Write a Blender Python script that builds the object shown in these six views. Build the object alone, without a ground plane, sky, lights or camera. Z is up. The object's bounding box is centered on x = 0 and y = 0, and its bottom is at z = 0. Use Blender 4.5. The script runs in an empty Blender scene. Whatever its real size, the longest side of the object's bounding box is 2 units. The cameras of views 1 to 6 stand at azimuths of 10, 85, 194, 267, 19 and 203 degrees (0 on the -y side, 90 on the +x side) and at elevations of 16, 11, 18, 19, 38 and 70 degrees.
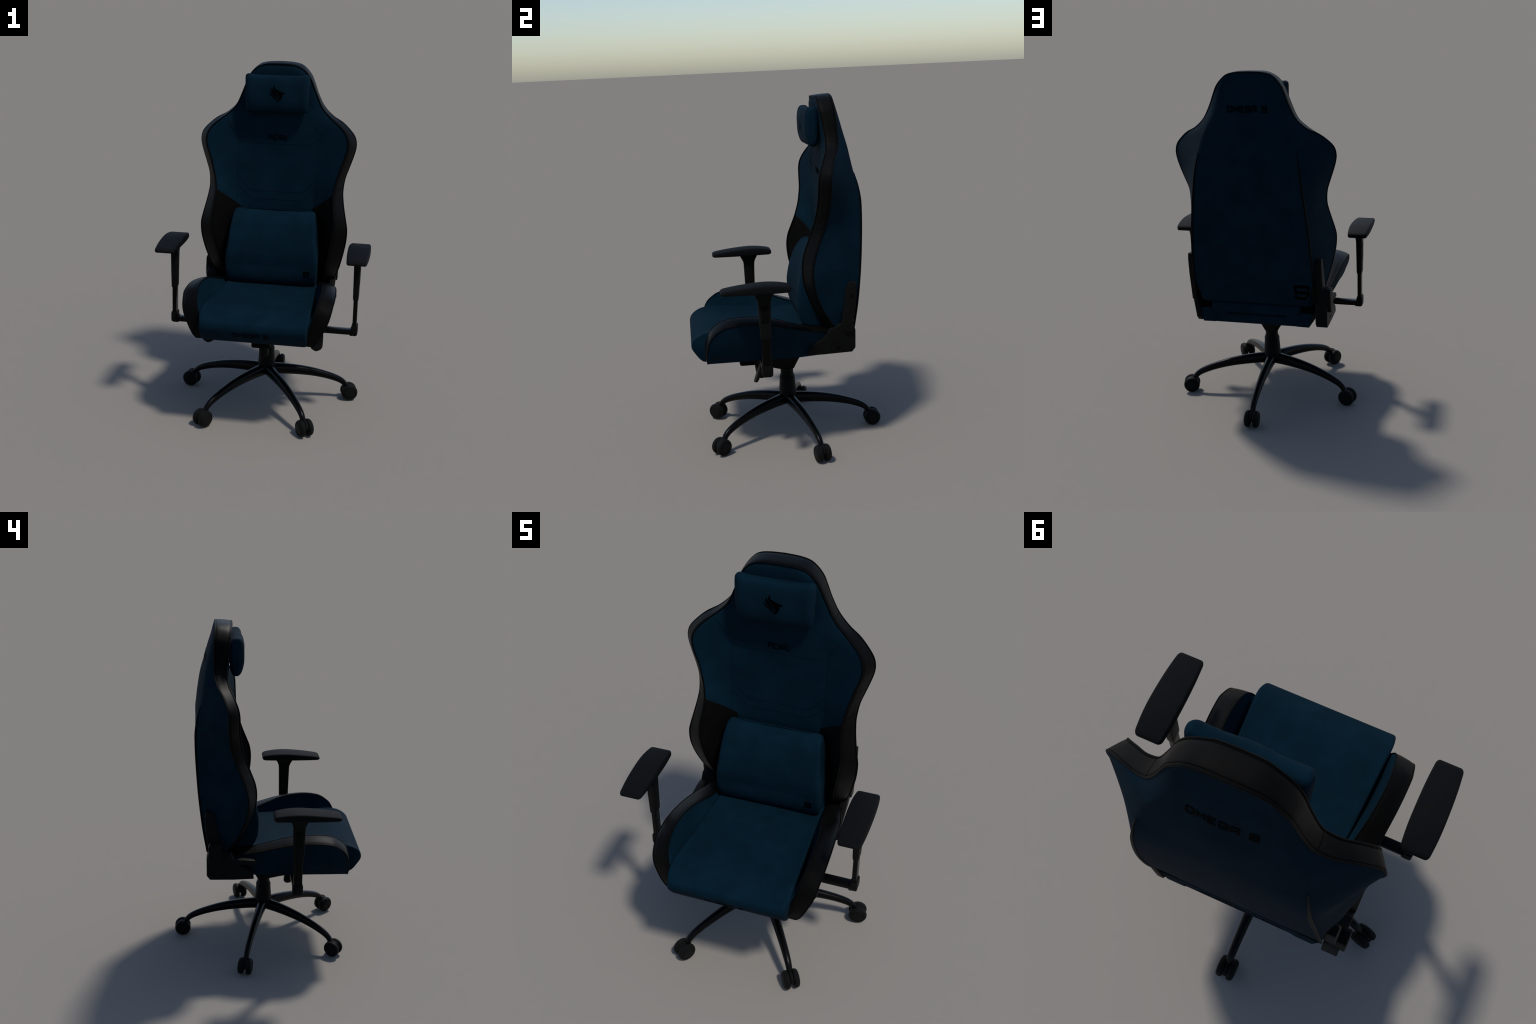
import bpy, bmesh, math
import numpy as np
from mathutils import Vector, Matrix
from mathutils.bvhtree import BVHTree

# ------------------------------------------------------------------ helpers
def spline(pts, n, closed=False):
    """Catmull-Rom curve through control points, resampled evenly by length."""
    P = np.array(pts, float)
    if closed:
        P = np.vstack([P[-1], P, P[0], P[1]])
    else:
        P = np.vstack([2 * P[0] - P[1], P, 2 * P[-1] - P[-2]])
    out = []
    for i in range(1, len(P) - 2):
        p0, p1, p2, p3 = P[i - 1:i + 3]
        for t in np.linspace(0, 1, 14, endpoint=False):
            out.append(.5 * (2 * p1 + (p2 - p0) * t + (2 * p0 - 5 * p1 + 4 * p2 - p3) * t * t
                             + (3 * p1 - p0 - 3 * p2 + p3) * t ** 3))
    out.append(P[-2])
    out = np.array(out)
    d = np.r_[0, np.cumsum(np.linalg.norm(np.diff(out, axis=0), axis=1))]
    s = np.linspace(0, d[-1], n + 1 if closed else n)
    if closed:
        s = s[:-1]
    return np.stack([np.interp(s, d, out[:, k]) for k in range(out.shape[1])], 1)

def curve1(keys):
    """Smooth 1-D function through (position, value) keys."""
    k = sorted(keys)
    x = np.array([a for a, b in k], float)
    y = np.array([b for a, b in k], float)
    m = np.gradient(y, x)
    def f(q):
        q = np.clip(q, x[0], x[-1])
        i = np.clip(np.searchsorted(x, q) - 1, 0, len(x) - 2)
        h = x[i + 1] - x[i]
        t = (q - x[i]) / h
        return ((2 * t ** 3 - 3 * t ** 2 + 1) * y[i] + (t ** 3 - 2 * t ** 2 + t) * h * m[i]
                + (-2 * t ** 3 + 3 * t ** 2) * y[i + 1] + (t ** 3 - t ** 2) * h * m[i + 1])
    return f

def sharp_by_angle(me, deg):
    bm = bmesh.new(); bm.from_mesh(me)
    for e in bm.edges:
        if len(e.link_faces) == 2 and e.calc_face_angle(0) > math.radians(deg):
            e.smooth = False
    bm.to_mesh(me); bm.free()

def make(name, verts, faces, mat, parent, smooth=True, angle=50, recalc=True, extra_mats=()):
    me = bpy.data.meshes.new(name)
    me.from_pydata([tuple(map(float, v)) for v in verts], [], [tuple(f) for f in faces])
    bm = bmesh.new(); bm.from_mesh(me)
    bmesh.ops.remove_doubles(bm, verts=bm.verts, dist=2e-5)
    if recalc:
        bmesh.ops.recalc_face_normals(bm, faces=bm.faces)
    bm.to_mesh(me); bm.free()
    me.polygons.foreach_set("use_smooth", [smooth] * len(me.polygons))
    if angle:
        sharp_by_angle(me, angle)
    me.materials.append(mat)
    return link(name, me, parent)

def link(name, me, parent, matrix=None):
    ob = bpy.data.objects.new(name, me)
    bpy.context.scene.collection.objects.link(ob)
    ob.parent = parent
    if matrix is not None:
        ob.matrix_local = matrix
    return ob

def empty(name, parent=None):
    ob = bpy.data.objects.new(name, None)
    ob.empty_display_size = .1
    bpy.context.scene.collection.objects.link(ob)
    ob.parent = parent
    return ob

def grid_faces(nu, nv, wrap_v=False):
    f = []
    for i in range(nu - 1):
        for j in range(nv if wrap_v else nv - 1):
            k = (j + 1) % nv
            f.append((i * nv + j, i * nv + k, (i + 1) * nv + k, (i + 1) * nv + j))
    return f

def loft(name, rings, mat, parent, caps=True, angle=50):
    nu, nv = len(rings), len(rings[0])
    verts = [p for r in rings for p in r]
    faces = grid_faces(nu, nv, True)
    if caps:
        faces += [tuple(range(nv)), tuple(range((nu - 1) * nv, nu * nv))]
    return make(name, verts, faces, mat, parent, angle=angle)

def tube_rings(path, radius, seg=8):
    path = np.array(path, float)
    n = len(path)
    rad = np.broadcast_to(radius, (n,)) if np.ndim(radius) <= 1 else radius
    tan = np.gradient(path, axis=0)
    tan /= np.linalg.norm(tan, axis=1)[:, None] + 1e-12
    ref = np.array([0, 0, 1.]) if abs(tan[0][2]) < .9 else np.array([1., 0, 0])
    nrm = np.cross(tan[0], ref); nrm /= np.linalg.norm(nrm)
    rings = []
    for i in range(n):
        nrm = nrm - tan[i] * (nrm @ tan[i]); nrm /= np.linalg.norm(nrm)
        b = np.cross(tan[i], nrm)
        rings.append([path[i] + rad[i] * (math.cos(a) * nrm + math.sin(a) * b)
                      for a in np.linspace(0, 2 * math.pi, seg, endpoint=False)])
    return rings

def tube(name, path, radius, mat, parent, seg=8):
    return loft(name, tube_rings(path, radius, seg), mat, parent)

def tubes(name, paths, radius, mat, parent, seg=6):
    verts, faces = [], []
    for p in paths:
        r = tube_rings(p, radius, seg)
        o = len(verts)
        verts += [q for ring in r for q in ring]
        faces += [tuple(o + k for k in f) for f in grid_faces(len(r), seg, True)]
        faces += [tuple(range(o, o + seg)), tuple(range(o + (len(r) - 1) * seg, o + len(r) * seg))]
    return make(name, verts, faces, mat, parent)

def lathe(profile, seg=40):
    """(radius, height) profile turned about z -> verts, faces."""
    verts, faces = [], []
    n = len(profile)
    for a in np.linspace(0, 2 * math.pi, seg, endpoint=False):
        verts += [(r * math.cos(a), r * math.sin(a), z) for r, z in profile]
    for i in range(seg):
        k = (i + 1) % seg
        for j in range(n - 1):
            faces.append((i * n + j, k * n + j, k * n + j + 1, i * n + j + 1))
    faces.append([i * n for i in range(seg)])
    faces.append([i * n + n - 1 for i in range(seg)])
    return verts, faces

def bevelled(name, verts, faces, mat, parent, width=.003, segs=2, angle=35):
    me = bpy.data.meshes.new(name)
    me.from_pydata([tuple(map(float, v)) for v in verts], [], [tuple(f) for f in faces])
    bm = bmesh.new(); bm.from_mesh(me)
    bmesh.ops.recalc_face_normals(bm, faces=bm.faces)
    ed = [e for e in bm.edges if len(e.link_faces) == 2 and e.calc_face_angle(0) > math.radians(angle)]
    bmesh.ops.bevel(bm, geom=ed, offset=width, segments=segs, profile=.5, affect='EDGES', clamp_overlap=True)
    bm.to_mesh(me); bm.free()
    me.polygons.foreach_set("use_smooth", [True] * len(me.polygons))
    sharp_by_angle(me, 40)
    me.materials.append(mat)
    return link(name, me, parent)

def slab(poly, a, b):
    """Prism from a (y, z) polygon; a and b give x at each side as a function of (y, z)."""
    n = len(poly)
    v = [(a(y, z), y, z) for y, z in poly] + [(b(y, z), y, z) for y, z in poly]
    f = [tuple(range(n)), tuple(range(n, 2 * n))] + [(i, (i + 1) % n, n + (i + 1) % n, n + i) for i in range(n)]
    return v, f

def box(x0, x1, y0, y1, z0, z1):
    return slab([(y0, z0), (y1, z0), (y1, z1), (y0, z1)], lambda y, z: x0, lambda y, z: x1)

def bvh_of(*obs):
    verts, polys = [], []
    for ob in obs:
        o = len(verts)
        verts += [v.co.copy() for v in ob.data.vertices]
        polys += [tuple(o + i for i in p.vertices) for p in ob.data.polygons]
    return BVHTree.FromPolygons(verts, polys)

def onto(tree, x, z, side, lift=0.0):
    """Point on a surface at (x, z): side -1 = seen from the front, +1 = from the back."""
    hit, nor, _, _ = tree.ray_cast(Vector((x, 3 * side, z)), Vector((0, -side, 0)))
    if hit is None:
        return None
    if nor.y * side < 0:
        nor = -nor
    return np.array(hit + nor * lift)

def drape_line(tree, pts, side, lift=0.0, n=60):
    out = [onto(tree, x, z, side, lift) for x, z in spline(pts, n)]
    return np.array([p for p in out if p is not None])

# stroke lettering: each glyph is a set of polylines in a unit box
GLYPH = {
    'O': [[(.12, 0), (.88, 0), (1, .14), (1, .86), (.88, 1), (.12, 1), (0, .86), (0, .14), (.12, 0)]],
    'M': [[(0, 0), (0, 1), (.5, .42), (1, 1), (1, 0)]],
    'E': [[(1, 1), (0, 1), (0, 0), (1, 0)], [(.05, .5), (.92, .5)]],
    'G': [[(1, .78), (1, .88), (.88, 1), (.12, 1), (0, .88), (0, .12), (.12, 0), (1, 0), (1, .5), (.5, .5)]],
    'A': [[(0, 0), (0, .78), (.22, 1), (1, 1), (1, 0)], [(.05, .38), (.95, .38)]],
    'S': [[(1, .76), (1, .97), (.97, 1), (0, 1), (0, .5), (1, .5), (1, 0), (.03, 0), (0, .03), (0, .24)]],
    'P': [[(0, 0), (0, 1), (.85, 1), (1, .88), (1, .55), (.85, .44), (.05, .44)]],
    'I': [[(.5, 0), (.5, 1)]],
    'C': [[(1, .78), (1, .9), (.88, 1), (.12, 1), (0, .88), (0, .12), (.12, 0), (.88, 0), (1, .1), (1, .22)]],
    'H': [[(0, 0), (0, 1)], [(1, 0), (1, 1)], [(.05, .5), (.95, .5)]],
    'U': [[(0, 1), (0, .12), (.12, 0), (.88, 0), (1, .12), (1, 1)]],
}

def ribbon(line, w):
    """Flat mitred outline of a polyline: list of (left, right) pairs."""
    L = np.array(line, float)
    closed = np.allclose(L[0], L[-1])
    prs = []
    n = len(L)
    for i in range(n):
        if closed:
            a = L[i] - L[i - 1 if i else n - 2]
            b = L[(i + 1) if i < n - 1 else 1] - L[i]
        else:
            a = L[i] - L[i - 1] if i else L[1] - L[0]
            b = L[i + 1] - L[i] if i < n - 1 else a
        a = a / np.linalg.norm(a); b = b / np.linalg.norm(b)
        t = a + b; t /= np.linalg.norm(t) + 1e-9
        m = np.array([-t[1], t[0]])
        k = min(1 / max(.35, m @ np.array([-a[1], a[0]])), 1.6)
        ext = np.zeros(2)
        if not closed and i == 0: ext = -a * 0
        if not closed and i == n - 1: ext = b * 0
        prs.append((L[i] + ext + m * w * .5 * k, L[i] + ext - m * w * .5 * k))
    return prs

def lettering(name, text, tree, side, left, right, bottom, top, gw, gap, stroke, mat, parent, lift=.0015):
    """Words embroidered on a surface. left/right are x of the first and last letter's outer edges."""
    sgn = 1 if right > left else -1
    verts, faces = [], []
    h = abs(top - bottom) - stroke
    pitch = gw + gap
    wtot = sum((gw * .3 if c == 'I' else gw) + gap if c != ' ' else gap * 2.2 + gw * .45 for c in text) - gap
    sc = abs(right - left) / wtot
    cx = 0.0
    for c in text:
        if c == ' ':
            cx += gap * 2.2 + gw * .45
            continue
        w = gw * .3 if c == 'I' else gw
        for line in GLYPH[c]:
            dense = []
            P = [(left + sgn * sc * (cx + stroke / 2 / sc + px * (w - stroke / sc)), bottom + stroke / 2 + pz * h) for px, pz in line]
            for p, q in zip(P, P[1:]):
                m = max(1, int(math.hypot(q[0] - p[0], q[1] - p[1]) / .012))
                dense += [(p[0] + (q[0] - p[0]) * k / m, p[1] + (q[1] - p[1]) * k / m) for k in range(m)]
            dense.append(P[-1])
            prs = ribbon(dense, stroke)
            o = len(verts)
            ok = True
            ring = []
            for a, b in prs:
                for hh in (lift, -.0015):
                    for q in (a, b):
                        p = onto(tree, q[0], q[1], side, hh)
                        if p is None: ok = False; break
                        ring.append(p)
            if not ok: continue
            verts += ring
            n = len(prs)
            for i in range(n - 1):
                s, e = o + 4 * i, o + 4 * i + 4
                faces += [(s, s + 1, e + 1, e), (s, e, e + 2, s + 2), (s + 1, s + 3, e + 3, e + 1)]
            for s in (o, o + 4 * (n - 1)):
                faces.append((s, s + 1, s + 3, s + 2))
        cx += w + gap
    return make(name, verts, faces, mat, parent, smooth=False, angle=None)

def badge(name, outlines, tree, side, mat, parent, lift=.0015):
    """Flat embroidered shapes: each outline is a closed (x, z) loop, filled and draped on a surface."""
    bm = bmesh.new()
    for loop in outlines:
        vs = [bm.verts.new((x, 0, z)) for x, z in spline(loop, 72, closed=True)]
        es = [bm.edges.new((vs[i], vs[(i + 1) % len(vs)])) for i in range(len(vs))]
        bmesh.ops.triangle_fill(bm, use_beauty=True, edges=es)
    r = bmesh.ops.extrude_face_region(bm, geom=list(bm.faces))
    for v in bm.verts:
        v.tag = False
    top = {g for g in r['geom'] if isinstance(g, bmesh.types.BMVert)}
    for v in bm.verts:
        p = onto(tree, v.co.x, v.co.z, side, lift if v in top else -.0015)
        if p is not None: v.co = p
    bmesh.ops.recalc_face_normals(bm, faces=bm.faces)
    me = bpy.data.meshes.new(name)
    bm.to_mesh(me); bm.free()
    me.materials.append(mat)
    return link(name, me, parent)

# ---------------------------------------------------------------- materials
def principled(name, color, rough, spec=.5, metallic=0, coat=0):
    m = bpy.data.materials.new(name); m.use_nodes = True
    nt = m.node_tree
    b = nt.nodes["Principled BSDF"]
    b.inputs["Base Color"].default_value = (*color, 1)
    b.inputs["Roughness"].default_value = rough
    # almost no mirror reflection face-on, full sheen at grazing angles
    b.inputs["Specular IOR Level"].default_value = .5
    b.inputs["Specular Tint"].default_value = (spec, spec, spec, 1)
    b.inputs["Metallic"].default_value = metallic
    b.inputs["Coat Weight"].default_value = coat
    return m, nt, b

def nodes_noise(nt, scale, detail=4, rough=.55, stretch=(1, 1, 1)):
    tc = nt.nodes.new("ShaderNodeTexCoord")
    mp = nt.nodes.new("ShaderNodeMapping"); mp.inputs["Scale"].default_value = stretch
    nz = nt.nodes.new("ShaderNodeTexNoise")
    nz.inputs["Scale"].default_value = scale
    nz.inputs["Detail"].default_value = detail
    nz.inputs["Roughness"].default_value = rough
    nt.links.new(tc.outputs["Object"], mp.inputs["Vector"])
    nt.links.new(mp.outputs["Vector"], nz.inputs["Vector"])
    return nz

def ramp(nt, src, stops):
    r = nt.nodes.new("ShaderNodeValToRGB")
    el = r.color_ramp.elements
    while len(el) < len(stops):
        el.new(.5)
    for e, (p, c) in zip(el, stops):
        e.position = p
        e.color = (*c, 1)
    nt.links.new(src, r.inputs["Fac"])
    return r

def add_bump(nt, b, height, strength, dist):
    bp = nt.nodes.new("ShaderNodeBump")
    bp.inputs["Strength"].default_value = strength
    bp.inputs["Distance"].default_value = dist
    nt.links.new(height, bp.inputs["Height"])
    nt.links.new(bp.outputs["Normal"], b.inputs["Normal"])

def suede(name, dark, mid, light):
    m, nt, b = principled(name, mid, .95, .0)
    blot = nodes_noise(nt, 9, 5, .6)                 # brushed patches of nap
    r = ramp(nt, blot.outputs["Fac"], [(.32, dark), (.5, mid), (.68, light)])
    nt.links.new(r.outputs["Color"], b.inputs["Base Color"])
    fine = nodes_noise(nt, 420, 2, .6)
    add_bump(nt, b, fine.outputs["Fac"], .25, .002)
    b.inputs["Sheen Weight"].default_value = SHEEN
    b.inputs["Sheen Roughness"].default_value = .5
    b.inputs["Sheen Tint"].default_value = (.35, .6, .8, 1)
    return m

def grained(name, color, var, rough, spec, scale=260, strength=.15):
    m, nt, b = principled(name, color, rough, spec)
    n = nodes_noise(nt, 14, 4)
    lo = tuple(c * (1 - var) for c in color); hi = tuple(c * (1 + var) for c in color)
    r = ramp(nt, n.outputs["Fac"], [(.3, lo), (.7, hi)])
    nt.links.new(r.outputs["Color"], b.inputs["Base Color"])
    g = nodes_noise(nt, scale, 3)
    add_bump(nt, b, g.outputs["Fac"], strength, .001)
    return m

SHEEN = 0.0
BLUE = suede("blue_suede", (.0022, .0090, .0155), (.0023, .0103, .0183), (.0027, .0119, .0212))
BLUE_SEAM = suede("dark_blue_seam_line", (.0009, .0040, .0068), (.0010, .0048, .0082), (.0012, .0055, .0095))
LEATHER = grained("black_leather", (.0024, .0024, .0024), .12, .52, .012)
PIPING = grained("black_piping_cord", (.0013, .0013, .0013), .1, .6, .03)
MATTE = grained("black_cloth_panel", (.0026, .0026, .0026), .15, .8, .01)
THREAD = grained("black_thread", (.0004, .0004, .0005), .15, 1.0, .0, 900, .1)
SOFT = grained("soft_black_polyurethane", (.0046, .0049, .0054), .06, .78, .02, 500, .08)
PLASTIC = grained("black_plastic", (.0048, .0048, .0047), .08, .55, .03, 600, .1)
DEEP = grained("deep_black_recess", (.0012, .0012, .0012), .1, .7, .05)
METAL = grained("black_painted_steel", (.0013, .0013, .0014), .05, .30, .15, 300, .02)
NYLON = grained("black_caster_nylon", (.0055, .0055, .0053), .08, .6, .025, 500, .06)

# ------------------------------------------------------------------- thing
chair = empty("gaming_chair")
chair["label"] = "tall blue suede and black racing style swivel chair"
chair["category"] = "office chair"

# ============================================================== backrest
FRONT_EDGE = [(0, .205, 1.992), (.068, .207, 1.99), (.106, .213, 1.98), (.139, .217, 1.962), (.164, .22, 1.936),
              (.184, .226, 1.904), (.201, .232, 1.861), (.219, .237, 1.817), (.243, .241, 1.763), (.266, .238, 1.729),
              (.308, .228, 1.691), (.349, .21, 1.659), (.385, .194, 1.627), (.407, .18, 1.592), (.415, .173, 1.555),
              (.411, .171, 1.516), (.399, .17, 1.477), (.383, .168, 1.432), (.369, .161, 1.382), (.356, .15, 1.33),
              (.345, .132, 1.275), (.344, .122, 1.247), (.348, .103, 1.2), (.356, .081, 1.141), (.357, .072, 1.079),
              (.348, .076, 1.006), (.337, .092, .935), (.321, .124, .852), (.314, .148, .804), (.303, .19, .735), (.295, .235, .67)]
BACK_EDGE = [(0, .302, 2.0), (.067, .301, 1.997), (.117, .302, 1.986), (.15, .305, 1.961), (.179, .307, 1.924),
             (.197, .309, 1.881), (.222, .311, 1.816), (.258, .309, 1.75), (.312, .294, 1.699), (.372, .27, 1.666),
             (.419, .249, 1.626), (.447, .237, 1.591), (.457, .233, 1.553), (.454, .232, 1.514), (.44, .23, 1.463),
             (.421, .226, 1.406), (.402, .215, 1.345), (.395, .194, 1.279), (.399, .175, 1.232), (.41, .15, 1.173),
             (.426, .127, 1.102), (.433, .121, 1.058), (.43, .124, .992), (.416, .144, .913), (.398, .175, .836),
             (.389, .192, .804), (.366, .235, .735), (.35, .27, .68)]
NB = 150
F = spline(FRONT_EDGE, NB)
B = spline(BACK_EDGE, NB)

def at_z(curve, z, start=0):
    """Point of an edge curve at height z (heights fall along the curve)."""
    zz = curve[start:, 2][::-1]
    return np.array([np.interp(z, zz, curve[start:, k][::-1]) for k in range(3)])

def arch(curve, corner_z):
    """Shape of the curved top between centre (1) and corner (0) as a function of x / corner x."""
    n = int(np.argmax(curve[:, 2] < corner_z))
    zc = curve[n, 2]
    xr, h = curve[:n + 1, 0] / curve[n, 0], (curve[:n + 1, 2] - zc) / (curve[0, 2] - zc)
    yy = curve[:n + 1, 1]
    return (lambda r: float(np.interp(r, xr, h))), (lambda r: float(np.interp(r, xr, yy)))
front_arch, front_arch_y = arch(F, 1.9625)
rear_arch, rear_arch_y = arch(B, 1.9615)

# --- front upholstery: centre field plus two wings
centre_y = curve1([(2.0, .205), (1.93, .207), (1.85, .216), (1.76, .226), (1.68, .228), (1.55, .227), (1.42, .223),
                   (1.3, .224), (1.2, .224), (1.1, .224), (1.0, .222), (.85, .226), (.75, .238), (.67, .258)])
inner_z = curve1([(1.962, 1.992), (1.9, 1.912), (1.8, 1.8), (1.7, 1.675), (1.6, 1.545), (1.5, 1.43), (1.4, 1.31),
                  (1.262, 1.15), (1.1, 1.0), (.9, .85), (.67, .67)])   # skewed rows: edge height -> centre height
rows_top = np.linspace(1.962, 1.262, 64)
rows_low = np.linspace(1.262, .672, 44)
NS = 61
SS = np.linspace(-1, 1, NS)

def front_row(zo):
    e = at_z(F, zo, 8)
    zi = float(inner_z(zo))
    xf = e[0]
    xs = min(.236, .62 * xf)
    yc = float(centre_y(zi))
    row = []
    # sample so that one column falls exactly on each vertical seam
    half = np.r_[np.linspace(0, xs, 16), np.linspace(xs, xf, 16)[1:]]
    xs_all = np.r_[-half[::-1], half[1:]]
    for x in xs_all:
        a = abs(x)
        g = max(0., (a - xs) / (xf - xs))
        gs = .6 * g + .4 * g * g
        y = yc + (e[1] - yc) * gs
        z = zi + (zo - zi) * g
        if zi > 1.75:                               # follow the arched top of the headrest
            k = min(1, (zi - 1.75) / .2)
            z = z * (1 - k) + k * (zo + (zi - zo) * front_arch(a / xf))
        dish = min(1., max(0., (1.6 - zi) / .15))
        puff = .0015 * (1 - g ** 6) * (g > 0) * math.sin(math.pi * min(1, g * 1.0)) ** .7 if g > 0 else 0
        puff += (.004 * (1 - dish) - .012 * dish) * (1 - (a / xs) ** 2) if a < xs else 0
        y -= puff
        tuck = max(0., (a / xf - .97) / .03)
        y += .004 * tuck
        if zo > 1.93:
            k = (zo - 1.93) / .032
            y = y * (1 - k * k) + k * k * (front_arch_y(a / xf) + .002)
        row.append((x, y, z))
    return row

backrest = empty("backrest", chair)
R1 = [front_row(z) for z in rows_top]
R2 = [front_row(z) for z in rows_low]
NC = len(R1[0])
c0 = 15                                     # column of the left vertical seam
c1 = NC - 16
def patch(rows, a, b):
    v = [r[j] for r in rows for j in range(a, b + 1)]
    return v, grid_faces(len(rows), b - a + 1)
v1, f1 = patch(R1, 0, NC - 1)
v2, f2 = patch(R2, c0, c1)
front_cushion = make("cushion_cover", v1 + v2, f1 + [tuple(i + len(v1) for i in q) for q in f2], BLUE, backrest, recalc=False)
side_panels = []
for a, b in ((0, c0), (c1, NC - 1)):
    v, f = patch(R2, a, b)
    side_panels.append(make("wing_panel", v, f, MATTE, backrest, recalc=False))
front_tree = bvh_of(front_cushion, *side_panels)

# --- rear shell
rear_y = curve1([(2.0, .302), (1.95, .316), (1.87, .344), (1.79, .366), (1.71, .389), (1.63, .403), (1.54, .414), (1.45, .418),
                 (1.33, .417), (1.2, .411), (1.07, .4), (.94, .388), (.83, .371), (.72, .353), (.6, .333)])
crease_x = curve1([(2.0, .09), (1.93, .125), (1.87, .15), (1.8, .18), (1.7, .235), (1.57, .277), (1.48, .292), (1.4, .302),
                   (1.29, .316), (1.15, .331), (1.0, .342), (.85, .346), (.74, .345), (.6, .34)])
crease_y = curve1([(2.0, .299), (1.93, .318), (1.896, .328), (1.813, .346), (1.744, .358), (1.653, .371), (1.584, .385), (1.51, .404),
                   (1.44, .414), (1.368, .415), (1.28, .412), (1.194, .407), (1.084, .399), (.974, .388), (.86, .374), (.745, .355), (.6, .331)])
rear_rows = []
for zo in np.linspace(1.961, .716, 110):
    e = at_z(B, zo, 8)
    k = max(0., (zo - 1.9) / .061)
    zi = zo + .039 * k * k * (3 - 2 * k)
    xb = e[0]
    xp = min(float(crease_x(zo)), xb * .86)
    yp, yr = float(crease_y(zi)), float(rear_y(zi))
    half = np.r_[np.linspace(0, xp, 18), np.linspace(xp, xb, 14)[1:]]
    row = []
    for x in np.r_[-half[::-1], half[1:]]:
        a = abs(x)
        if a <= xp:
            y = yr - (yr - yp) * (a / xp) ** 2
        else:
            g = (a - xp) / (xb - xp)
            y = yp + (e[1] - yp) * g
            if zo > 1.6:                                    # upper part rounds over without a crease
                m = min(1, (zo - 1.6) / .15)
                y += m * .006 * math.sin(math.pi * g)
            low = min(1., max(0., (1.5 - zo) / .2))            # padded flank below the shoulders
            y += (low if x < 0 else low * (.35 + .65 * min(1., max(0., (zo - 1.0) / .15)))) * .013 * math.sin(math.pi * g)
            if x < 0:
                y += .022 * math.sin(math.pi * g ** 1.3) * math.exp(-((zo - 1.45) / .13) ** 2)
            x += math.copysign(low * .003 * math.sin(math.pi * g), x)
        z = zo + (zi - zo) * rear_arch(a / xb)
        if zo > 1.93:
            kk = ((zo - 1.93) / .031) ** 3
            y = y * (1 - kk) + kk * rear_arch_y(a / xb)
        row.append((x, y, z))
    rear_rows.append(row)
nr = len(rear_rows[0])
vv = [p for r in rear_rows for p in r]
ff = grid_faces(len(rear_rows), nr)
# underside: fold the last row forward to the front cushion
last = rear_rows[-1]
o = len(vv)
for d in (.012, .05, .10):
    vv += [(x * (.985 if d > .02 else 1), y - d * (.4 if d < .02 else 1), z - min(d, .012) - (.03 if d > .02 else 0)) for x, y, z in last]
for s in range(3):
    b0 = o + (s - 1) * nr if s else (len(rear_rows) - 1) * nr
    for j in range(nr - 1):
        ff.append((b0 + j, b0 + j + 1, o + s * nr + j + 1, o + s * nr + j))
rear_shell = make("shell", vv, ff, BLUE, backrest, angle=30, recalc=False)
rear_tree = bvh_of(rear_shell)

# --- leather band round the rim
def mirror(c):
    m = c[::-1].copy(); m[:, 0] *= -1
    return np.vstack([m[:-1], c])
FF, BB = mirror(F), mirror(B)
ctr = np.array([0, .25, 1.35])
NW = 9
verts = []
for f, b in zip(FF, BB):
    mid = (f + b) / 2
    t = b - f
    for k in range(NW):
        u = k / (NW - 1)
        p = f + t * u
        out = np.array([p[0], 0, (p[2] - 1.75) * (1 if p[2] > 1.7 else 0)])
        out /= np.linalg.norm(out) + 1e-6
        p = p + out * .005 * (1 - (2 * u - 1) ** 4)
        verts.append(p)
side_band = make("rim_band", verts, grid_faces(len(FF), NW), LEATHER, backrest, recalc=False)
tube("piping", FF, .0038, PIPING, backrest, 8)
tube("piping", BB, .0036, PIPING, backrest, 8)
# stitch rows and cross joins of the band
def band_point(i, u, lift=0.0):
    p = FF[i] + (BB[i] - FF[i]) * u
    out = np.array([p[0], 0, (p[2] - 1.75) * (1 if p[2] > 1.7 else 0)]); out /= np.linalg.norm(out) + 1e-6
    return p + out * (.005 * (1 - (2 * u - 1) ** 4) + lift)
st = [[band_point(i, .9, .0) for i in range(len(FF))], [band_point(i, .08, .0) for i in range(len(FF))]]
for zc in (1.752, 1.29):
    i0 = int(np.argmin(abs(F[:, 2] - zc)))
    for i in (NB - 1 + i0, NB - 1 - i0):
        st.append([band_point(i, u) for u in np.linspace(.02, .98, 14)])
tubes("seam", st, .0009, THREAD, backrest, 5)

# --- seams of the front field
sl = []
for sx in (-1, 1):
    sl.append(drape_line(front_tree, [(sx * .236, 1.535), (sx * .236, 1.4), (sx * .236, 1.25), (sx * .236, 1.15)], -1, .0002))
    sl.append(drape_line(front_tree, [(sx * .245, 1.285), (sx * .205, 1.245), (sx * .168, 1.21), (sx * .16, 1.2), (sx * .1, 1.195), (0, 1.195)], -1, .0002))
    sl.append(drape_line(front_tree, [(sx * .228, 1.325), (sx * .18, 1.27), (sx * .155, 1.25), (sx * .12, 1.244), (0, 1.244)], -1, .0002))
sl.append(drape_line(front_tree, [(-.31, 1.672), (-.298, 1.654), (-.235, 1.558), (-.21, 1.539), (-.17, 1.532), (0, 1.53), (.17, 1.532), (.21, 1.539), (.235, 1.558), (.298, 1.654), (.31, 1.672)], -1, .0002, 120))
tubes("seam", sl, .0008, BLUE_SEAM, backrest, 6)

# --- piping on the rear shell
for sx in (-1, 1):
    path = [(sx * float(crease_x(z)), float(crease_y(z)) + .0005, z) for z in np.linspace(1.575, .72, 60)]
    tube("piping", path, np.r_[np.linspace(.0022, .006, 12), np.full(48, .006)], PIPING, backrest, 8)

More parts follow.
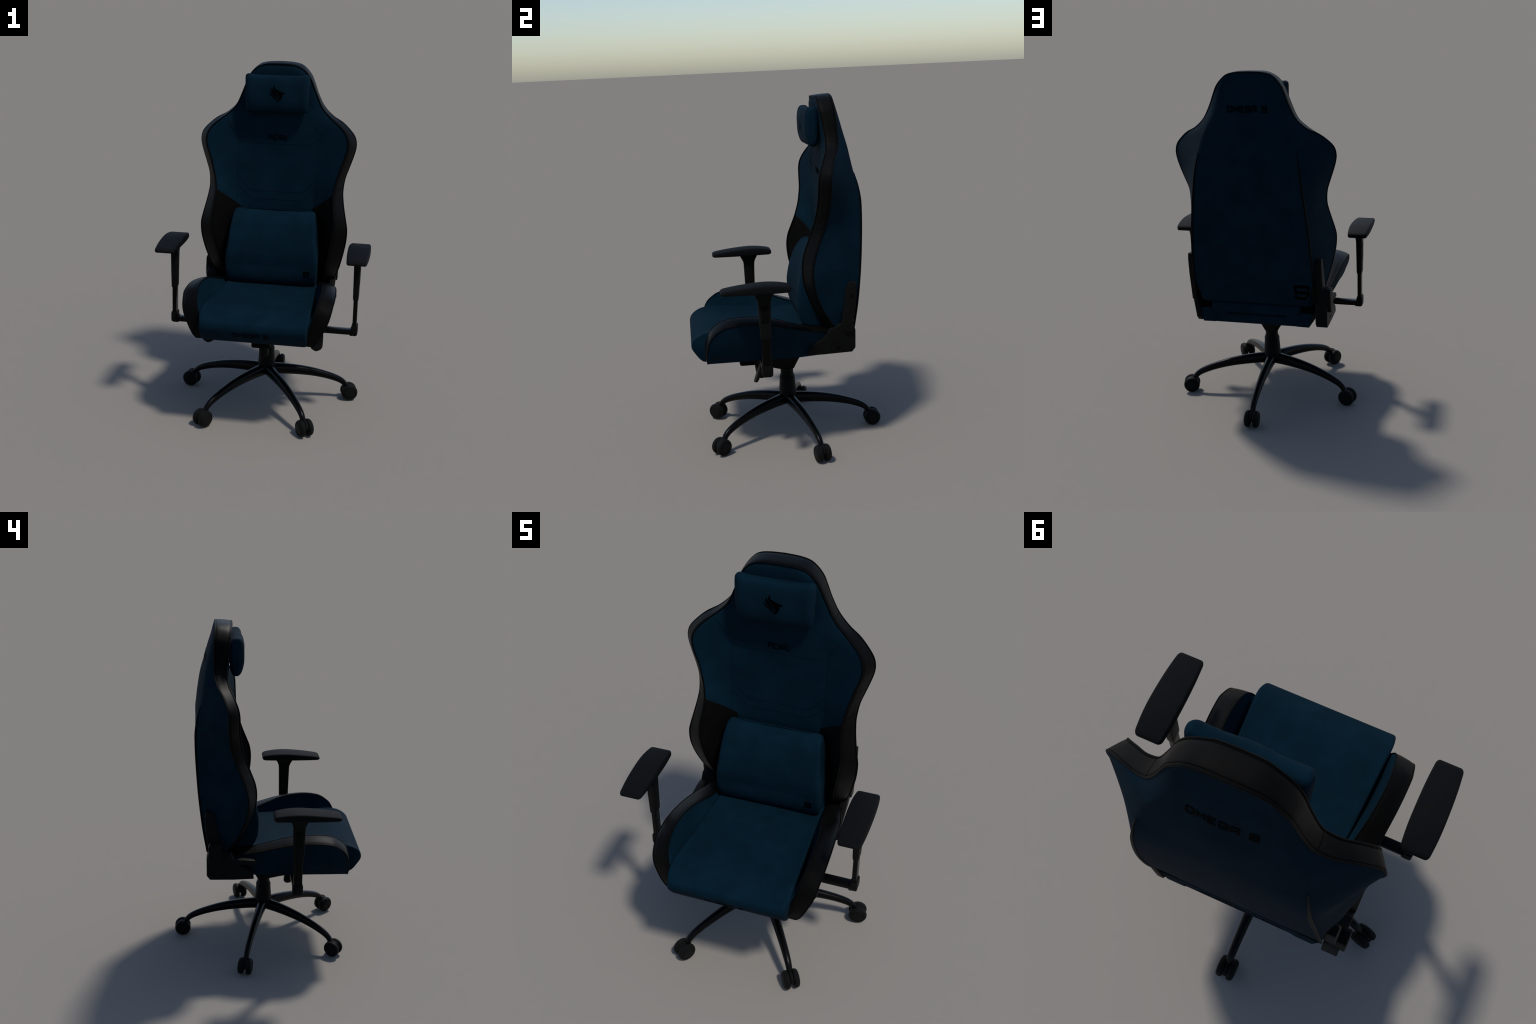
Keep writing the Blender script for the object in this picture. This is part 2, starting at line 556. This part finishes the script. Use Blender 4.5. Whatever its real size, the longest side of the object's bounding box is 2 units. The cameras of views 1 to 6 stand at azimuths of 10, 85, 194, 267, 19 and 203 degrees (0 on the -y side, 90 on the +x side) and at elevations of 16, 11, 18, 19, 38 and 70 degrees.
lettering("lettering", "OMEGA S", rear_tree, 1, .107, -.113, 1.793, 1.828, .03, .0045, .0070, THREAD, backrest)
lettering("lettering", "S", rear_tree, 1, -.236, -.325, .744, .833, .085, .01, .0165, THREAD, backrest)
lettering("lettering", "PICHAU", front_tree, -1, -.052, .052, 1.552, 1.586, .0145, .0035, .0038, THREAD, backrest)

# ========================================================== lumbar pillow
LUM = spline([(.195, 1.138), (.165, 1.144), (.137, 1.128), (.099, 1.076), (.067, .995), (.050, .92), (.046, .87), (.050, .80),
              (.062, .755), (.082, .722), (.118, .707), (.17, .706), (.2, .76), (.21, .9), (.205, 1.05)], 96, closed=True)
lum_w = curve1([(1.17, .242), (1.12, .248), (1.05, .257), (.95, .266), (.85, .274), (.77, .272), (.70, .266)])
rings = []
R = .024
for s in np.r_[np.linspace(-1, -.88, 9), np.linspace(-.84, .84, 29), np.linspace(.88, 1, 9)]:
    dx = max(0., (abs(s) - (1 - R / .25)) / (R / .25))
    ins = R * (1 - math.sqrt(max(0, 1 - dx * dx)))
    c = np.array([.14, .93])
    ring = []
    for y, z in LUM:
        d = c - np.array([y, z])
        L = np.linalg.norm(d)
        q = np.array([y, z]) + d / L * min(ins, L * .9)
        bulge = .025 * (1 - s * s) * min(1., max(0., (z - .71) / .12)) if y < .17 else 0
        ring.append((s * float(lum_w(z)), q[0] + bulge, q[1]))
    rings.append(ring)
lumbar_pillow = loft("lumbar_pillow", rings, BLUE, chair)
lum_tree = bvh_of(lumbar_pillow)
lettering("lettering", "S", lum_tree, -1, .194, .23, .779, .813, .034, .005, .0072, THREAD, lumbar_pillow)

# ============================================================ head pillow
def pillow_ring(s):
    """Cross-section of the head pillow at s in [-1, 1] along x."""
    top = 1.931 + .016 * s ** 6
    bot = 1.721 - .008 * s ** 4
    fy = .135 + .008 * max(0., -s) ** 1.5 + .009 * max(0., s) ** 1.6
    by = .222
    dx = max(0., (abs(s) - .84) / .16)
    ins = .030 * (1 - math.sqrt(max(0, 1 - dx * dx)))
    zc, yc = (top + bot) / 2, (fy + by) / 2
    hz, hy = (top - bot) / 2 - ins, (by - fy) / 2 - ins
    ring = []
    for a in np.linspace(0, 2 * math.pi, 56, endpoint=False):
        ca, sa = math.cos(a), math.sin(a)
        p = 2 / 3.0
        y = yc + hy * math.copysign(abs(ca) ** p, ca)
        z = zc + hz * math.copysign(abs(sa) ** p, sa)
        wob = .002 * math.sin(7 * s + 9 * z) * (1 if ca < 0 else .2)
        ring.append((s * (.1830 + .003 * (z - zc) / .1) - .005, y + wob + (.007 * max(0., (1.80 - z) / .08) if ca < 0 else 0), z))
    return ring
head_pillow = loft("head_pillow", [pillow_ring(s) for s in np.r_[np.linspace(-1, -.84, 14), np.linspace(-.8, .8, 37), np.linspace(.84, 1, 14)]], BLUE, chair, angle=60)
head_tree = bvh_of(head_pillow)
def bird(px):
    k = 9.06e-5
    return [((x - 750) * k, 1.834 - (y - 850) * k) for x, y in px]
EMBLEM = [bird([(585, 345), (530, 480), (520, 590), (560, 690), (660, 790), (780, 890), (860, 990), (878, 1080), (850, 1220), (745, 1375),
                (850, 1340), (960, 1270), (1040, 1170), (1080, 1050), (1110, 920), (1160, 870), (1215, 930), (1222, 820), (1150, 775), (1030, 775),
                (960, 720), (830, 670), (700, 610), (620, 520)]),
          bird([(425, 530), (380, 620), (385, 740), (430, 850), (540, 930), (650, 1000), (720, 1090), (765, 1270), (805, 1180), (815, 1070),
                (770, 950), (660, 850), (540, 740), (470, 640)]),
          bird([(285, 810), (300, 900), (370, 990), (480, 1050), (570, 1120), (680, 1250), (690, 1170), (640, 1070), (540, 990), (430, 930), (350, 870)])]
badge("emblem", EMBLEM, head_tree, -1, THREAD, head_pillow, .0012)

# =================================================================== seat
seat = empty("seat", chair)
PROFILE = [(.335, .70), (.2, .712), (.08, .717), (-.06, .721), (-.26, .729), (-.4, .739), (-.47, .734), (-.517, .717), (-.545, .694),
           (-.557, .67), (-.56, .648), (-.553, .628), (-.535, .6), (-.518, .577), (-.5, .562), (-.47, .556), (-.3, .556), (0, .558), (.3, .566), (.342, .58), (.347, .64)]
PR = spline(PROFILE, 150, closed=True)
pad_w = curve1([(-.56, .291), (-.5, .299), (-.4, .296), (-.25, .289), (-.1, .281), (.05, .272), (.2, .265), (.35, .26)])
rings = []
for s in np.r_[np.linspace(-1, -.94, 7), np.linspace(-.9, .9, 31), np.linspace(.94, 1, 7)]:
    dx = max(0., (abs(s) - .94) / .06)
    ins = .009 * (1 - math.sqrt(max(0, 1 - dx * dx)))
    ring = []
    for y, z in PR:
        w = float(pad_w(y)) - (.012 * max(0, (.64 - z) / .09) if y < -.45 else 0)
        cy, cz = min(max(y, -.5), .3), .64
        d = np.array([cy - y, cz - z]); L = np.linalg.norm(d) + 1e-6
        q = np.array([y, z]) + d / L * min(ins, L)
        crown = -.0155 * (1 - abs(s) ** 6) * (1 - .5 * min(1., max(0., (y + .2) / .2))) * min(1, max(0, (z - .68) / .03))
        ring.append((s * w, q[0], q[1] + crown))
    rings.append(ring)
seat_pad = loft("seat_cushion", rings, BLUE, seat, angle=60)
pad_tree = bvh_of(seat_pad)
lettering("lettering", "OMEGA S", pad_tree, -1, -.106, .088, .604, .631, .03, .0045, .0043, THREAD, seat)

IN_EDGE = [(.266, -.487, .558), (.282, -.485, .611), (.301, -.479, .662), (.313, -.471, .70), (.323, -.455, .738), (.331, -.43, .770),
           (.338, -.37, .805), (.340, -.27, .817), (.327, -.14, .802), (.307, -.04, .77), (.29, .05, .738), (.279, .2, .705), (.268, .345, .66)]
OUT_EDGE = [(.326, -.473, .558), (.354, -.478, .603), (.379, -.472, .655), (.395, -.463, .692), (.406, -.443, .73), (.413, -.40, .765),
            (.417, -.355, .783), (.414, -.24, .790), (.403, -.107, .774), (.386, .045, .734), (.367, .12, .713), (.353, .2, .70), (.336, .345, .655)]
NI = 90
I, O = spline(IN_EDGE, NI), spline(OUT_EDGE, NI)
for sx in (-1, 1):
    M = np.array([sx, 1, 1])
    bolster = None
    blue_in, band, blue_out = [], [], []
    D = np.linspace(-.478, .348, NI)
    for i in range(NI):
        p, q = I[i], O[i]
        crz = min(.712, p[2] - .002)
        w = float(pad_w(p[1])) - .012
        inner = [np.array([w, p[1], .58]) if False else np.array([max(min(w, p[0] - .012), p[0] - .041), p[1] + .002, max(.56, crz - .02)])]
        blue_in.append(np.array([min(w - .02, inner[0][0] - .008), p[1] + .004, min(inner[0][2], .60)]) * M)
        for u in np.linspace(0, 1, 8):
            c = inner[0] + (p - inner[0]) * u
            c = c + np.array([.003, .0, -.003]) * math.sin(math.pi * u)
            blue_in.append(c * M)
        for u in np.linspace(0, 1, 8):
            c = p + (q - p) * u
            nrm = np.array([.25, -.35 if c[2] < .75 and c[1] < -.4 else 0, .9])
            nrm /= np.linalg.norm(nrm)
            band.append((c + nrm * .006 * (1 - (2 * u - 1) ** 4)) * M)
        h = max(0., (q[2] - .558) / .23)
        d = np.array([.322 - .008 * max(0., q[1]) / .3, D[i] * .5 + q[1] * .5 if i > 8 else q[1], .556 + .016 * max(0., q[1]) / .34])
        for u in np.linspace(0, 1, 12):
            c = q + (d - q) * u
            fwd = min(1., max(0., (.02 - c[1]) / .15))
            c = c + np.array([(.016 * math.sin(math.pi * u) * h + .008 * math.sin(math.pi * u) ** 2 * u) * fwd, 0, 0])
            blue_out.append(c * M)
        blue_out.append(np.array([.24, d[1], d[2] + .001]) * M)
    nb = 13
    v = blue_in + blue_out
    f = grid_faces(NI, 9) + [tuple(k + len(blue_in) for k in g) for g in grid_faces(NI, nb)]
    # closed back end
    last_in = (NI - 1) * 9
    last_out = len(blue_in) + (NI - 1) * nb
    f.append(tuple(last_in + k for k in range(9)) + tuple(last_out + k for k in range(nb)))
    bolster = make("bolster", v, f, BLUE, seat, angle=40)
    make("rim_band", band, grid_faces(NI, 8), LEATHER, bolster, angle=60, recalc=False)
    tube("piping", I * M, .0032, PIPING, bolster, 8)
    tube("piping", O * M, .0032, PIPING, bolster, 8)
v, f = box(-.29, .29, -.44, .2, .5525, .558)
bevelled("seat_pan", v, f, DEEP, seat, .002)
# text band sewn on the rear of the seat
cu = bpy.data.curves.new("maker_text", 'FONT')
cu.body = "DESENVOLVIDO POR PICHAU GAMING"
cu.size = .0205; cu.extrude = .001; cu.align_x = 'CENTER'; cu.align_y = 'CENTER'
tmp = bpy.data.objects.new("maker_text", cu)
bpy.context.scene.collection.objects.link(tmp)
dg = bpy.context.evaluated_depsgraph_get()
me = bpy.data.meshes.new_from_object(tmp.evaluated_get(dg))
me.name = "lettering"
bpy.data.objects.remove(tmp, do_unlink=True)
width = max(v.co.x for v in me.vertices) - min(v.co.x for v in me.vertices)
k = .345 / width
for vert in me.vertices:
    x, yy, h = vert.co
    p = onto(pad_tree, -x * k - .004, .6305 + yy * .9, 1, .0012 if h > 0 else -.001)
    if p is not None:
        vert.co = p
me.materials.clear(); me.materials.append(THREAD)
link("lettering", me, seat)

# =============================================================== armrests
def rrect(hx, hz, r, n=5):
    pts = []
    for cx, cz, a0 in ((hx - r, hz - r, 0), (-hx + r, hz - r, 90), (-hx + r, -hz + r, 180), (hx - r, -hz + r, 270)):
        for a in np.linspace(a0, a0 + 90, n):
            pts.append((cx + r * math.cos(math.radians(a)), cz + r * math.sin(math.radians(a))))
    return pts

def stack(sections, r, n=4):
    """Loft of rounded rectangles: (z, x0, x1, y0, y1)."""
    rings = []
    for z, x0, x1, y0, y1 in sections:
        rr = min(r, (x1 - x0) / 2 - 1e-4, (y1 - y0) / 2 - 1e-4)
        rings.append([((x0 + x1) / 2 + a, (y0 + y1) / 2 + b, z) for a, b in rrect((x1 - x0) / 2, (y1 - y0) / 2, rr, n)])
    return rings

pad_top = curve1([(-.392, 1.0195), (-.36, 1.025), (-.25, 1.038), (-.14, 1.0435), (-.07, 1.0375), (-.016, 1.0275)])
pad_half = curve1([(-.392, .053), (-.3, .0595), (-.2, .062), (-.1, .061), (-.016, .055)])
AX, AY = .522, -.159
for sx in (-1, 1):
    arm = empty("armrest", chair)
    S = np.array([sx, 1, 1])
    rings = []
    ys = np.r_[-.392 + .02 * (1 - np.cos(np.linspace(0, math.pi / 2, 7))), np.linspace(-.36, -.048, 24), -.0155 - .02 * (1 - np.cos(np.linspace(math.pi / 2, 0, 7)))]
    for y in ys:
        de = min(y + .392, -.0155 - y)
        ins = .013 * (1 - math.sqrt(max(0, 1 - (1 - min(1, de / .02)) ** 2)))
        t, b = float(pad_top(y)) - ins * .8, .9965 + ins * .8
        w = float(pad_half(y)) - ins
        ring = [(.527 + a, y, (t + b) / 2 + c) for a, c in rrect(w, (t - b) / 2, min(.010, (t - b) / 2 - .0006), 6)]
        ring = [(x, yy, z - .002 * ((x - .526) / .06) ** 2 * (z > (t + b) / 2)) for x, yy, z in ring]
        rings.append([np.array(p) * S for p in ring])
    loft("arm_pad", rings, SOFT, arm, angle=60)
    sec = [(.9985, .498, .546, AY - .056, AY + .052), (.985, .499, .545, AY - .054, AY + .05), (.967, .501, .542, AY - .044, AY + .04),
           (.948, .503, .540, AY - .036, AY + .034), (.93, .5035, .5395, AY - .0345, AY + .0325), (.84, .505, .539, AY - .0325, AY + .0305),
           (.757, .506, .5375, AY - .031, AY + .029), (.740, .5075, .5365, AY - .030, AY + .0285)]
    loft("post_sleeve", [[np.array(p) * S for p in r] for r in stack(sec, .006)], PLASTIC, arm, angle=40)
    sec = [(.75, .5105, .5335, AY - .0255, AY + .0245), (.56, .5105, .5335, AY - .0255, AY + .0245)]
    loft("arm_post", [[np.array(p) * S for p in r] for r in stack(sec, .004)], METAL, arm, angle=40)
    sec = [(.588, .507, .5395, AY - .030, AY + .0285), (.58, .505, .5405, AY - .031, AY + .030), (.548, .503, .541, AY - .031, AY + .030),
           (.533, .505, .5395, AY - .029, AY + .028), (.5255, .512, .533, AY - .022, AY + .022)]
    loft("elbow_joint", [[np.array(p) * S for p in r] for r in stack(sec, .007)], PLASTIC, arm, angle=40)
    sec = [(x, 0, 0, 0, 0) for x in (.512, .496, .4955, .23)]
    rings = []
    for x, hy, hz in ((.512, .026, .0185), (.499, .026, .0185), (.497, .0215, .0145), (.22, .0215, .0145)):
        rings.append([np.array((x, AY + a, .5445 + b)) * S for a, b in rrect(hy, hz, .003, 3)])
    loft("arm_rod", rings, METAL, arm, angle=35)
    # chevron grip on the outer face: dark slabs standing slightly proud
    def chev(z0, z1, flat_top=False, flat_bottom=False):
        w = .0195
        dz = .015
        top = [(-w, z1), (0, z1 - dz), (w, z1)] if not flat_top else [(-w, z1), (0, z1), (w, z1)]
        bot = [(w, z0), (0, z0 - dz), (-w, z0)] if not flat_bottom else [(w, z0 - dz * .9), (0, z0 - dz), (-w, z0 - dz * .9)]
        return [(AY - .001 + a, b) for a, b in top + bot]
    for poly in (chev(.9, .925, flat_top=True), chev(.879, .889), chev(.861, .871), chev(.843, .853, flat_bottom=True)):
        xo = lambda y, z: sx * (.5375 + .0023 * (z - .757) / .17)
        v, f = slab(poly, lambda y, z: sx * .533, lambda y, z: xo(y, z) + sx * .0012)
        make("chevron", v, f, DEEP, arm, smooth=False, angle=None)

# ================================================= recliner side brackets
LOWER = [(.084, .578), (.088, .598), (.1, .622), (.133, .645), (.17, .667), (.197, .697), (.216, .727), (.243, .732), (.266, .749),
         (.3, .755), (.335, .748), (.35, .732), (.357, .704), (.357, .60), (.338, .575), (.2, .574)]
UPPER = [(.322, .984), (.36, .988), (.366, .949), (.361, .859), (.345, .76), (.337, .70), (.29, .70), (.281, .755), (.286, .805), (.303, .931)]
for sx in (-1, 1):
    br = empty("recliner_bracket", chair)
    if sx > 0:
        outx = lambda y, z: .348 + (z - .575) * .13 + max(0., .30 - y) * .09
        inx = lambda y, z: .318 + (z - .575) * .15
    else:
        outx = lambda y, z: -.419
        inx = lambda y, z: -.352
    v, f = slab(LOWER, inx, outx)
    bevelled("bracket_cover", v, f, PLASTIC, br, .005, 3, 30)
    if sx > 0:
        ox = lambda y, z: .379 + (z - .75) * .012
        ix = lambda y, z: .345 + (z - .75) * .02
    else:
        ox = lambda y, z: -.392 - .008 * max(0., (.9 - z) / .15)
        ix = lambda y, z: -.350
    v, f = slab(UPPER, ix, ox)
    bevelled("bracket_arm", v, f, PLASTIC, br, .005, 3, 25)
    for y, z, xx in ((.338, .908, ox(0, .908)), (.254, .612, outx(0, .612))):
        pv, pf = lathe([(.0095, -.004), (.0095, .0012), (.0065, .0016), (.0058, -.001), (.003, -.001), (.0025, .0005)], 20)
        m = Matrix.Translation((xx, y, z)) @ Matrix.Rotation(math.radians(90 * sx), 4, 'Y')
        pv = [m @ Vector(p) for p in pv]
        make("bolt", pv, pf, DEEP, br, angle=30)
    if sx < 0:
        # recline lever and its housing on this side only
        poly = [(.19, .676), (.185, .698), (.142, .700), (.08, .694), (.066, .670), (.072, .666), (.12, .668)]
        v, f = slab(poly, lambda y, z: -.420, lambda y, z: -.385)
        bevelled("recline_lever", v, f, PLASTIC, br, .003, 2, 30)
        poly = [(.339, .805), (.347, .78), (.345, .70), (.331, .668), (.312, .66), (.293, .666), (.277, .694), (.272, .733), (.273, .795), (.29, .805)]
        v, f = slab(poly, lambda y, z: -.440 + (z - .66) * .03, lambda y, z: -.37)
        bevelled("pivot_knuckle", v, f, PLASTIC, br, .004, 2, 30)

# ==================================================== under-seat mechanism
mech = empty("tilt_mechanism", chair)
poly = [(-.13, .549), (.074, .549), (.074, .47), (.066, .455), (.04, .396), (-.035, .396), (-.09, .412), (-.2, .44), (-.21, .549)]
v, f = slab(poly, lambda y, z: -.042 - (z - .396) * .6, lambda y, z: .030 + (z - .396) * .35)
bevelled("mechanism_housing", v, f, PLASTIC, mech, .006, 3, 25)
v, f = box(-.13, .12, -.2, .07, .505, .549)
bevelled("mounting_plate", v, f, DEEP, mech, .004, 2)
pv, pf = lathe([(.001, .350), (.020, .350), (.026, .356), (.028, .37), (.029, .45), (.024, .47), (.001, .47)], 32)
make("tension_knob", [(x + .006, y - .168 - (z - .47) * .12, z) for x, y, z in pv], pf, PLASTIC, mech, angle=40)
v, f = box(-.05, .06, -.282, -.19, .442, .549)
bevelled("knob_plate", v, f, DEEP, mech, .012, 3)
for sx in (-1, 1):
    path = np.array([(.25, -.165, .55), (.29, -.17, .535), (.31, -.178, .515)]) * np.array([sx, 1, 1])
    rings = []
    for t, (y, z) in zip(np.linspace(0, 1, 14), spline([(-.165, .552), (-.178, .52), (-.19, .49), (-.2, .46), (-.214, .429)], 14)):
        hw = .036 * math.sqrt(max(.02, 1 - max(0, (t - .72) / .28) ** 2.2)) * (.8 + .2 * min(1, t * 3))
        rings.append([np.array((.314 + a, y + b, z - b * .4)) * np.array([sx, 1, 1]) for a, b in rrect(hw, .008, .006, 4)])
    loft("adjustment_paddle", rings, PLASTIC, mech, angle=50)
    tube("lever_rod", np.array([(.05, -.14, .535), (.2, -.15, .535), (.29, -.165, .53), (.312, -.185, .50)]) * np.array([sx, 1, 1]), .006, METAL, mech, 10)

# ======================================================= gas lift and base
lift = empty("gas_lift", chair)
pv, pf = lathe([(.001, .33), (.037, .33), (.038, .40), (.001, .40)], 40)
make("piston_sleeve", pv, pf, PLASTIC, lift, angle=35)
pv, pf = lathe([(.001, .222), (.050, .222), (.0525, .226), (.052, .24), (.049, .28), (.0455, .33), (.044, .348), (.0425, .356), (.038, .363), (.001, .363)], 48)
make("column_cover", pv, pf, PLASTIC, lift, angle=40)
tubes("groove_ring", [[(.0452 * math.cos(a), .0452 * math.sin(a), .343) for a in np.linspace(0, 2 * math.pi, 48)]], .0012, DEEP, lift, 6)

base = empty("star_base", chair)
pv, pf = lathe([(.001, .182), (.036, .182), (.042, .186), (.048, .195), (.052, .226), (.048, .232), (.001, .232)], 48)
make("hub", pv, pf, METAL, base, angle=40)
LEG = spline([(.03, .209), (.10, .206), (.19, .197), (.27, .184), (.34, .167), (.40, .148), (.45, .126), (.478, .104), (.488, .086)], 46)
tan = np.gradient(LEG, axis=0); tan /= np.linalg.norm(tan, axis=1)[:, None]
leg_h = curve1([(.03, .034), (.1, .032), (.2, .0288), (.35, .0225), (.45, .0185), (.49, .0155)])
leg_w = curve1([(.03, .032), (.1, .0285), (.2, .0248), (.35, .020), (.45, .0175), (.49, .0155)])
rings = []
for (r, z), t in zip(LEG, tan):
    nx, nz = -t[1], t[0]
    hh, ww = float(leg_h(r)), float(leg_w(r))
    ring = []
    for a in np.linspace(0, 2 * math.pi, 28, endpoint=False):
        ca, sa = math.cos(a), math.sin(a)
        u = ww * math.copysign(abs(ca) ** .85, ca)
        w = hh * math.copysign(abs(sa) ** .95, sa)
        ring.append((r + nx * w, u, z + nz * w))
    rings.append(ring)
leg0 = None
wheel_prof = [(.001, .006), (.026, .006), (.034, .008), (.044, .0115), (.0475, .0145), (.049, .0195), (.0485, .027), (.0465, .033),
              (.0425, .0375), (.0365, .0395), (.035, .037), (.033, .037), (.0315, .039), (.028, .0402), (.001, .0402)]
wv, wf = lathe(wheel_prof, 44)
wmesh = None
for i in range(5):
    ang = math.radians((90, 164.8, 234.2, -55.8, 14.7)[i])
    rot = Matrix.Translation((0, -.001, 0)) @ Matrix.Rotation(ang, 4, 'Z')
    if leg0 is None:
        leg0 = loft("leg", rings, METAL, base, angle=50)
        leg0.matrix_local = rot
    else:
        link("leg", leg0.data, base, rot)
    caster = empty("caster", base)
    caster.matrix_local = rot @ Matrix.Translation((.510, 0, .049))
    for s in (-1, 1):
        m = Matrix.Rotation(math.radians(-90 * s), 4, 'X')
        if wmesh is None:
            w = make("wheel", wv, wf, NYLON, caster, angle=40)
            w.matrix_local = m
            wmesh = w.data
        else:
            link("wheel", wmesh, caster, m)
    if i == 0:
        hv, hf = lathe([(.001, -.005), (.0145, -.005), (.0145, .03), (.012, .034), (.001, .034)], 24)
        st_ob = make("stem", [(x - .025, y, z + .02) for x, y, z in hv], hf, METAL, caster, angle=40)
        poly = [(-.038, .0), (-.04, .034), (-.028, .044), (0, .047), (.025, .038), (.04, .012), (.03, -.005), (0, -.012)]
        bvv = [(y, -.0075, z) for y, z in poly] + [(y, .0075, z) for y, z in poly]
        n = len(poly)
        bff = [tuple(range(n)), tuple(range(n, 2 * n))] + [(k, (k + 1) % n, n + (k + 1) % n, n + k) for k in range(n)]
        body_ob = bevelled("caster_body", bvv, bff, NYLON, caster, .003, 2)
    else:
        link("stem", st_ob.data, caster)
        link("caster_body", body_ob.data, caster)
